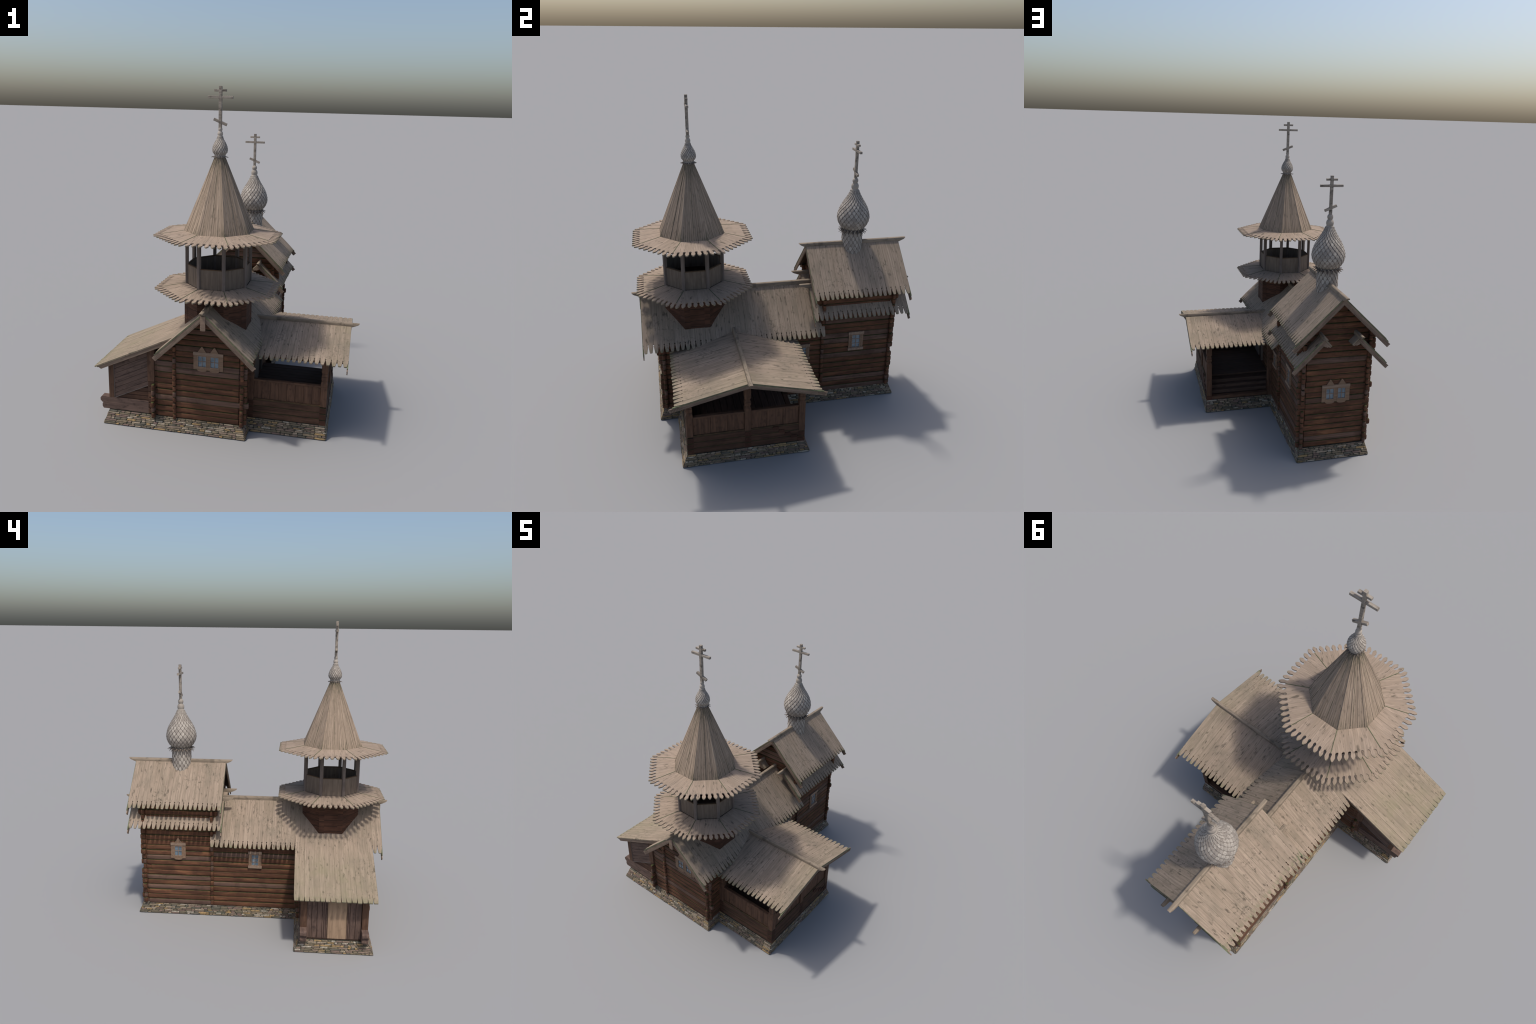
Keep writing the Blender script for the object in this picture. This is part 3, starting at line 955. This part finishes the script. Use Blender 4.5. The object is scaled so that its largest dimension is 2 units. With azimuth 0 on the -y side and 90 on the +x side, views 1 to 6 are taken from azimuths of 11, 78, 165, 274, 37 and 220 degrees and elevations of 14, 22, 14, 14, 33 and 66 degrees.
def finial(cx, cy, z, R, parent, seg=24):
    """Collar and two turned balls below the cross."""
    prof = [(R * 1.02, z), (R * 1.08, z + R * .16), (R * 1.02, z + R * .34), (R * 0.90, z + R * .40), (R * .86, z + R * .52), (R * 0.97, z + R * .80), (R, z + R * 1.15), (R * .96, z + R * 1.5), (R * .80, z + R * 1.85),
            (R * .60, z + R * 2.05), (R * .60, z + R * 2.12), (R * .74, z + R * 2.4), (R * .78, z + R * 2.72), (R * .72, z + R * 3.05), (R * .55, z + R * 3.3), (R * .33, z + R * 3.42)]
    put("finial", mesh("finial", *moved(lathe(prof, seg), Matrix.Translation((cx, cy, 0))), "finial", True), parent)

def cross(cx, cy, z0, z1, zs, parent, part="cross"):
    """Three-barred cross; zs = heights of the short top, the long and the slanted bar."""
    c = put(part, mesh(part, *moved(box(z0, z1, -0.0085, 0.0085, -0.0085, 0.0085, 0.001), frame((cx, cy, 0), (0, 0, 1), (0, 1, 0))), "cross"))
    for hl, z, dz, hh in ((0.0345, zs[0], 0, 0.0125), (0.0715, zs[1], 0, 0.0140), (0.0370, zs[2], -0.0150, 0.0150)):
        beam("crossbar", (cx - hl, cy, z - dz), (cx + hl, cy, z + dz), 0.0150, hh, "cross", c, up=(0, 0, 1), c=0.001)
    return c

# tower bulb
ob = onion([(0.0300, 1.6060), (0.0300, 1.6260), (0.0400, 1.6400), (0.0428, 1.6540), (0.0395, 1.6730), (0.0300, 1.6940), (0.0195, 1.7120), (0.0150, 1.7260)], XC, TY, 0, 11, 18, 0.0018, False, 32)
spike_crown(XC, TY, 0.029, 0.050, 1.6170, 1.6120, 16, 0.0045, ob)
finial(XC, TY, 1.7245, 0.0156, ob)
cross(XC, TY, 1.765, 2.0000, (1.9768, 1.9405, 1.8068), None)

# chapel bulb and drum
drum = put("cupola_drum", mesh("cupola_drum", *moved(lathe([(0.0625, 0.97), (0.0625, 1.158)], 32), Matrix.Translation((XC, CY, 0))), "finial", True))
onion([(0.0640, 0.962), (0.0645, 1.02), (0.0645, 1.08), (0.0640, 1.1480)], XC, CY, 0, 8, 15, 0.0026, False, 32, "drum_cladding", "drum_shingles")
cb = onion([(0.0640, 1.1500), (0.0850, 1.1740), (0.0985, 1.2050), (0.1005, 1.2360), (0.0895, 1.2780), (0.0720, 1.3140), (0.0530, 1.3440), (0.0350, 1.3760), (0.0245, 1.4000)], XC, CY, 0, 14, 21, 0.0028, True, 40)
spike_crown(XC, CY, 0.064, 0.098, 1.1480, 1.1370, 18, 0.0075, cb)
spike_crown(XC, CY, 0.064, 0.088, 1.1420, 1.1220, 17, 0.0070, cb)
finial(XC, CY, 1.3975, 0.0235, cb)
cross(XC, CY, 1.465, 1.7085, (1.6855, 1.6485, 1.5144), None)

# ------------------------------------------------------------------ windows
def window(origin, lateral, outward, w, z0, z1, ornate, panes_x=2, panes_y=2, doubles=1):
    """Cased window. origin = point on the wall face below the centre; lateral = direction of u."""
    m = frame(origin, lateral, outward)          # local X = u, local Z = outward, local Y = +-up
    s = 1 if (m.to_3x3() @ Vector((0, 1, 0))).z > 0 else -1
    if s < 0:
        m = frame(origin, -Vector(lateral), outward)
    H = z1 - z0
    P = lambda x0, x1, y0, y1, t0, t1: box(x0, x1, y0, y1, t0, t1)
    casing, sash, glass = [], [], []
    openings = []
    if ornate:
        cell = w / doubles
        ow = 0.0525 if doubles == 2 else 0.0530
        y_lo, y_hi = z0 + 0.0165, z1 - 0.0240
        centres = [(-0.037, 0.037), (0.0,)][doubles == 1]
        openings = [(c - ow / 2, c + ow / 2, y_lo, y_hi) for c in centres]
        # side boards and mullion
        xs = [-w / 2] + [v for o in openings for v in (o[0], o[1])] + [w / 2]
        for a, b in zip(xs[0::2], xs[1::2]):
            casing.append(P(a, b, z0, z1 - 0.018, 0, 0.006))
        casing.append(P(-w / 2, w / 2, y_hi, z1, 0, 0.0075))               # head board
        sash.append(P(-w / 2 - .001, w / 2 + .001, z1 - 0.0190, z1 - 0.003, 0.0068, 0.0095))  # head strip in the lighter wood: its sunlit look is painted
        for o in openings:
            c = (o[0] + o[1]) / 2
            gable = [(c - 0.027, z1 - 0.018), (c + 0.027, z1 - 0.018), (c + 0.027, z1 - 0.004), (c + 0.003, z1 + 0.0325), (c - 0.003, z1 + 0.0325), (c - 0.027, z1 - 0.004)]
            casing.append(extrude(gable, 0, 0.0085))
            trim = [(c - 0.024, z1 + 0.002), (c, z1 + 0.0335), (c + 0.024, z1 + 0.002), (c + 0.029, z1 + 0.000), (c, z1 + 0.0395), (c - 0.029, z1 + 0.000)]
            apron = [(c - ow / 2 - 0.003, y_lo)]
            for k in range(9):
                a = math.pi * k / 8
                apron.append((c - (ow / 2 + 0.003) * math.cos(a), z0 + 0.002 - 0.0135 * math.sin(a) ** 0.8))
            apron.append((c + ow / 2 + 0.003, y_lo))
            casing.append(extrude(apron[::-1] if False else apron, 0, 0.0075))
    else:
        ow = w * 0.56
        y_lo, y_hi = z0 + 0.0165, z1 - 0.0225
        openings = [(-ow / 2, ow / 2, y_lo, y_hi)]
        casing.append(P(-w / 2 + .002, -ow / 2, z0 + .01, z1 - .01, 0, 0.006))
        casing.append(P(ow / 2, w / 2 - .002, z0 + .01, z1 - .01, 0, 0.006))
        casing.append(P(-ow / 2 - .008, -ow / 2 - .005, z0 + .012, z1 - .012, 0.005, 0.0075))
        casing.append(P(ow / 2 + .005, ow / 2 + .008, z0 + .012, z1 - .012, 0.005, 0.0075))
        casing.append(P(-w / 2, w / 2, y_hi, z1, 0, 0.0070))
        sash.append(P(-w / 2 - .001, w / 2 + .001, z1 - .019, z1, 0.006, 0.0105))  # lighter head strip, sunlight put into the colour
        sash.append(P(-w / 2 - .001, w / 2 + .001, z0, z0 + .0165, 0, 0.0115))  # sill strip, likewise coloured lighter to look sunlit
    for x0, x1, y0, y1 in openings:
        fr = 0.0032
        for q in (P(x0, x0 + fr, y0, y1, 0.001, 0.0080), P(x1 - fr, x1, y0, y1, 0.001, 0.0080), P(x0, x1, y0, y0 + fr, 0.001, 0.0078), P(x0, x1, y1 - fr, y1, 0.001, 0.0078)):
            sash.append(q)
        for k in range(1, panes_x):
            c = x0 + (x1 - x0) * k / panes_x
            sash.append(P(c - .0016, c + .0016, y0, y1, 0.001, 0.0056))
        for k in range(1, panes_y):
            c = y0 + (y1 - y0) * k / panes_y
            sash.append(P(x0, x1, c - .0016, c + .0016, 0.001, 0.0054))
        glass.append((x0, x1, y0, y1))
    m0 = m
    wob = put("window", mesh("window", *moved(merge(casing), m0), "casing"))
    put("window_sash_and_lit_strips", mesh("window_sash_and_lit_strips", *moved(merge(sash), m0), "sash"), wob)
    for x0, x1, y0, y1 in glass:
        put("window_pane", mesh("window_pane", *moved(P(x0 + .001, x1 - .001, y0 + .001, y1 - .001, -0.002, 0.0028), m0), "glass"), wob)

F = 0.0142
window((-0.0727, YS - F, 0), (1, 0, 0), (0, -1, 0), 0.1765, 0.4080, 0.5195, True, 2, 2, 2)
window((-0.0797, YN + F, 0), (-1, 0, 0), (0, 1, 0), 0.1765, 0.3700, 0.4830, True, 2, 2, 2)
window((XW - F, 0.5205, 0), (0, -1, 0), (-1, 0, 0), 0.1020, 0.4140, 0.5270, True, 2, 2, 1)
window((XW - F, -0.0055, 0), (0, -1, 0), (-1, 0, 0), 0.0905, 0.3620, 0.4825, False, 2, 3)
window((XE + F, 0.5190, 0), (0, 1, 0), (1, 0, 0), 0.1030, 0.3720, 0.5070, False, 2, 3)
window((XE + F, 0.1580, 0), (0, 1, 0), (1, 0, 0), 0.0960, 0.3370, 0.4500, False, 2, 3)

# ------------------------------------------------------------------ east porch
X1, YA, YB = 0.6115, -0.6290, 0.0605       # outer faces: east, south, north
porch = put("east_porch_floor", mesh("east_porch_floor", *merge([box(0.10, 0.600, -0.618, -0.100, 0.10, 0.1860)]), "dark"))
jr = random.Random(21)
y = -0.616
while y < -0.108:       # landing boards run east-west
    w = min(0.042, -0.095 - y)
    beam("floor_board", (0.145, y + w / 2, 0.1910 + jr.uniform(-.001, .001)), (0.596, y + w / 2, 0.1910), w - 0.0012, 0.010, "floor", porch)
    y += w
for k, (ys, zt) in enumerate(((-0.0600, 0.172), (-0.0240, 0.148), (0.0110, 0.124))):
    beam("step", (0.145, ys - 0.021, zt - 0.013), (0.575, ys - 0.021, zt - 0.013), 0.044, 0.026, "floor", porch, c=0.003)
    beam("step", (0.145, ys - 0.0235, zt - 0.030), (0.575, ys - 0.0235, zt - 0.030), 0.038, 0.03, "floor", porch, c=0.0)
beam("porch_sill", (0.140, 0.038, 0.0880), (0.575, 0.038, 0.0880), 0.034, 0.0250, "porch", porch, c=0.003)

def porch_log(p0, p1, out, ends, hh=0.0205):
    """Squared wall log with a darker block end."""
    p0, p1 = Vector(p0), Vector(p1)
    L = (p1 - p0).length
    m = frame((p0 + p1) / 2, p1 - p0, (0, 0, 1))
    me = mesh("porch_log", *box(-L / 2, L / 2, -0.009, 0.009, -hh, hh, 0.004), "porch_log")
    put("porch_log", me, porch, m)

hz = 0.0400
for k in range(3):
    z = 0.0765 + hz * (k + 0.5)
    porch_log((0.142, YA + 0.011, z), (0.573, YA + 0.011, z), (0, -1, 0), None)
    porch_log((X1 - 0.011, YA + 0.036, z), (X1 - 0.011, YB - 0.034, z), (1, 0, 0), None)
    porch_log((0.142, -0.600, z), (0.573, -0.600, z), (0, 1, 0), None)
# log end blocks at corner, middle and by the nave wall
end_block = mesh("log_end", *box(-0.0185, 0.0185, -0.0185, 0.0185, -0.0193, 0.0193, 0.003), "porch_end")  if "porch_end" in M else None
M["porch_end"] = log_wood("porch_log_end", (0.085, 0.036, 0.022), (0.105, 0.046, 0.026), (0.07, 0.04, 0.03), moss=0.5, grey_share=0.95, half=0.0205)
end_block = mesh("log_end", *box(-0.0185, 0.0185, -0.0185, 0.0185, -0.0193, 0.0193, 0.003), "porch_end")
spots = [(X1 - 0.0192, YA + 0.0192), (X1 - 0.0192, YB - 0.0192), (0.1565, YA + 0.0192), (0.1565, YB - 0.0192), (X1 - 0.0192, -0.2787)]
for sx, sy in spots:
    for k in range(3):
        z = 0.0765 + hz * (k + 0.5) - 0.006
        jx, jy = jr.uniform(-.0008, .0008), jr.uniform(-.0008, .0008)
        put("log_end", end_block, porch, Matrix.Translation((sx + jx, sy + jy, z)))
# staircase ends of the step logs showing on the east wall
small = mesh("step_end", *box(-0.003, 0.003, -0.0170, 0.0170, -0.0100, 0.0100, 0.002), "porch_end")
for k, (ye, ze) in enumerate(((-0.1155, 0.1890), (-0.0800, 0.1650), (-0.0430, 0.1410), (-0.0050, 0.1170), (0.0330, 0.0920))):
    put("step_end", small, porch, Matrix.Translation((X1 - 0.0005, ye, ze)))

def carved_post(x, y, z0, zm, z1, hw):
    """Square post: plain below the rail, carved with bulging blocks above it."""
    def sq(h, z):
        c = h * 0.12
        return [(z, -h + c, -h), (z, h - c, -h), (z, h, -h + c), (z, h, h - c), (z, h - c, h), (z, -h + c, h), (z, -h, h - c), (z, -h, -h + c)]
    rings = [sq(hw, z0), sq(hw, zm - 0.001), sq(hw * 0.96, zm), sq(hw * 1.06, zm + 0.002)]
    z = zm + 0.002
    prof = [(0.020, 1.05), (0.032, 0.80), (0.0335, 0.70), (0.035, 0.80), (0.046, 1.0), (0.060, 1.0), (0.0615, 0.86), (0.063, 0.98), (0.078, 0.78), (0.0795, 0.70), (0.081, 0.80), (0.093, 1.04)]
    for dz, k in prof:
        if zm + dz < z1 - 0.004:
            rings.append(sq(hw * k, zm + dz))
    rings.append(sq(hw * 1.02, z1))
    me = mesh("porch_post", *loft(rings), "porch")
    put("porch_post", me, porch, frame((x, y, 0), (0, 0, 1), (0, 1, 0)))

ztop = lambda yy: EP_APEX - 0.018 - EP_S * abs(yy - EP_Y)
for x, y in ((X1 - 0.0192, YA + 0.0192), (X1 - 0.0192, YB - 0.0192), (0.1560, YA + 0.0192), (0.1560, YB - 0.0192), (X1 - 0.0192, -0.2787)):
    z0 = 0.196 if not (y > 0.0 and x < 1) else 0.0775
    carved_post(x, y, z0, 0.3250, ztop(y), 0.0185)
# railings: sill, upright boards and top rail
def railing(a, b, outward, n):
    a, b, outward = Vector(a), Vector(b), Vector(outward)
    d = (b - a).normalized()
    L = (b - a).length
    zt, zb2 = 0.3270, 0.1965
    w = L / n
    for i in range(n):
        c = a + d * w * (i + 0.5) - outward * (0.0063 + 0.0007 * ((i * 5) % 3))
        beam("railing_board", c + Vector((0, 0, zb2)), c + Vector((0, 0, zt - 0.008)), 0.008, w - 0.001, "porch", porch, up=d, c=0.001)
    beam("railing_rail", a - outward * 0.008 + Vector((0, 0, zt - 0.006)), b - outward * 0.008 + Vector((0, 0, zt - 0.006)), 0.022, 0.012, "porch", porch, c=0.002)
    beam("railing_rail", a - outward * 0.008 + Vector((0, 0, zb2 + 0.001)), b - outward * 0.008 + Vector((0, 0, zb2 + 0.001)), 0.0245, 0.010, "porch_beam", porch, c=0.002)

M["porch_beam"] = plain_wood("mossy_porch_beam", (0.100, 0.056, 0.028), (0.050, 0.034, 0.017), 0.5, (20, 40, 40))
railing((0.1745, YA + 0.009, 0), (0.5735, YA + 0.009, 0), (0, -1, 0), 8)
railing((X1 - 0.009, YA + 0.038, 0), (X1 - 0.009, -0.2972, 0), (1, 0, 0), 3)
railing((X1 - 0.009, -0.2602, 0), (X1 - 0.009, YB - 0.038, 0), (1, 0, 0), 3)
# plates under the roof
for yy in (YA + 0.0192, YB - 0.0192):
    beam("roof_plate", (0.140, yy, ztop(yy) - 0.012), (0.640, yy, ztop(yy) - 0.012), 0.026, 0.026, "porch", porch, c=0.003)
for sg in (-1, 1):
    y0 = YA + 0.02 if sg < 0 else YB - 0.02
    beam("rafter", (0.592, EP_Y, EP_APEX - 0.030), (0.592, y0, ztop(y0) - 0.010), 0.022, 0.022, "porch", porch, c=0.002)
# stand-in for the church door inside the porch: dark plate as its opening
dx = XE + 0.0150
dr = put("church_doorway_plate", mesh("church_doorway_plate", *box(dx - 0.004, dx + 0.004, -0.338, -0.250, 0.218, 0.425), "dark"))
beam("door_leaf_stand_in", (dx + 0.005, -0.412, 0.215), (dx + 0.005, -0.412, 0.432), 0.140, 0.012, "post", dr, up=(1, 0, 0))
beam("door_frame", (dx + 0.006, -0.243, 0.215), (dx + 0.006, -0.243, 0.440), 0.016, 0.016, "post", dr, up=(0, 1, 0))
beam("door_frame", (dx + 0.006, -0.490, 0.440), (dx + 0.006, -0.230, 0.440), 0.016, 0.022, "post", dr)

# ------------------------------------------------------------------ west porch
# side walls of logs joining the nave, with their corner log ends
west = wall_core("west_vestibule_wall", (-0.411, -0.7264), (-0.411, -0.318), 0.49)
wall2 = wall_core("west_vestibule_wall", (-0.28, -0.3170), (-0.411, -0.3170), 0.52)
k = 0
while Z0 + PITCH * (k + 1) < 0.545:
    zc = Z0 + 0.002 + PITCH * (k + 0.5)
    log(wall2, (-0.265, -0.3170, zc), (-0.430 if zc < 0.49 else -0.36, -0.3170, zc))
    if zc < 0.30:
        zc2 = Z0 - 0.006 + PITCH * (k + 0.5)
        extra = 0.012 if k == 2 else 0.0
        log(west, (-0.4085, -0.7264 - PRO - 0.012 - extra, zc2), (-0.4085, -0.3170 + PRO + extra, zc2))
    k += 1
wporch = put("west_porch_floor", mesh("west_porch_floor", *box(-0.690, -0.30, -0.727, -0.325, 0.0745, 0.0830), "dark"))
def wroof(x):
    return WT.z + dw.z * (x - WT.x) / dw.x - 0.018
for yy, od in ((-0.7145, -1), (-0.3375, 1)):
    fy = yy + od * 0.0215            # outer face
    # carved base beam, two courses
    for (za2, zb3, xo) in ((0.0800, 0.1185, -0.7440), (0.1185, 0.1575, -0.7560)):
        sec = [(xo, za2 + 0.012), (xo + 0.007, za2), (-0.4440, za2), (-0.4440, zb3), (xo + 0.006, zb3), (xo, zb3 - 0.008)] if zb3 < 0.13 else \
              [(xo, zb3 - 0.026), (xo + 0.012, za2), (-0.4440, za2), (-0.4440, zb3), (xo + 0.008, zb3), (xo, zb3 - 0.010)]
        m = frame((0, yy, 0), (1, 0, 0), (0, -1, 0))
        put("base_beam", mesh("base_beam", *extrude(sec, -0.0205, 0.0205), "mauve"), wporch, m)
    beam("corner_post", (-0.6815, yy, 0.157), (-0.6815, yy, wroof(-0.6815) + 0.003), 0.0400, 0.0330, "porch", wporch, up=(1, 0, 0))
    beam("corner_post", (-0.4245, yy + od * 0.010, 0.2980), (-0.4245, yy + od * 0.010, wroof(-0.4245) - 0.006), 0.0420, 0.0430, "porch", wporch, up=(1, 0, 0))
    # sloping side boards follow the stair
    slope = 0.490
    nbd = 7
    H = 0.220 / nbd
    xa, xb = -0.6655, -0.4450
    for i in range(nbd):
        zl = 0.1560 + H * i
        zr = zl + slope * (xb - xa) * 0.98
        m = frame((xa, yy + od * (0.0105 + 0.0006 * (i % 2)), 0), (1, 0, 0), (0, -1, 0))
        pl = [(0, zl), (xb - xa, zr), (xb - xa, zr + H - 0.0018), (0, zl + H - 0.0018)]
        sl = math.atan2(zr - zl, xb - xa)
        c = Vector((xa, yy + od * (0.0105 + 0.0006 * (i % 2)), zl))
        mm = frame(c, (math.cos(sl), 0, math.sin(sl)), (0, -1, 0))
        inv = mm.inverted()
        pts = [inv @ Vector((xa + px, c.y, pz)) for px, pz in pl]
        put("side_board", mesh("side_board", *extrude([(p.x, p.y) for p in pts], -0.004, 0.004), "mauve"), wporch, mm)
    beam("side_trim", (-0.6640, yy + od * 0.016, 0.156), (-0.6640, yy + od * 0.016, 0.372), 0.004, 0.004, "post", wporch, up=(1, 0, 0), c=0)
    beam("side_trim", (-0.6640, yy + od * 0.015, 0.156), (-0.4450, yy + od * 0.015, 0.156 + slope * 0.2195), 0.004, 0.004, "post", wporch, c=0)
    # short logs closing the triangle below the boards
    for i in range(4):
        z = 0.1575 + 0.0290 * (i + 0.5)
        x0 = -0.6640 + 0.0290 * (i + 0.25) / slope
        beam("stringer_log", (x0, yy + od * 0.004, z), (-0.4350, yy + od * 0.004, z), 0.016, 0.0280, "porch_log", wporch, c=0.004)
    # squared block ends beside the vestibule corner
    for i in range(6):
        z = 0.0800 + 0.0362 * (i + 0.5)
        beam("log_end", (-0.4440, yy + od * 0.0105, z), (-0.4080, yy + od * 0.0105, z), 0.0300, 0.0350, "porch_log", wporch, c=0.004)
# front of the west porch: upright boards and the plain door
fx = -0.6800
y = -0.3570
edges = [-0.3570, -0.3850, -0.4170, -0.4480, -0.4590, -0.4740, -0.4840]
def front_board(ya, yb, mat, t=0.010, proud=0.0, z1=0.372, z0=0.0745, name="front_board"):
    beam(name, (fx - proud, (ya + yb) / 2, z0), (fx - proud, (ya + yb) / 2, z1), t, abs(yb - ya) - 0.0018, mat, wporch, up=(0, 1, 0), c=0.001)
ys = [-0.357, -0.388, -0.420, -0.452, -0.463, -0.4755, -0.4840]
for a, b in zip(ys, ys[1:]):
    front_board(a, b, "mauve")
ys = [-0.6035, -0.6120, -0.6220, -0.6560, -0.6930]
for a, b in zip(ys, ys[1:]):
    front_board(a, b, "mauve")
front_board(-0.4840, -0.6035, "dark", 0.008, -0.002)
me = mesh("porch_door", *box(0.066 - 0.2, 0.372 - 0.2, -0.0585, 0.0585, -0.006, 0.006, 0.003), "door")
put("porch_door", me, wporch, frame((fx - 0.0035, -0.5440, 0.2), (0, 0, 1), (-1, 0, 0)))

bpy.context.view_layer.update()
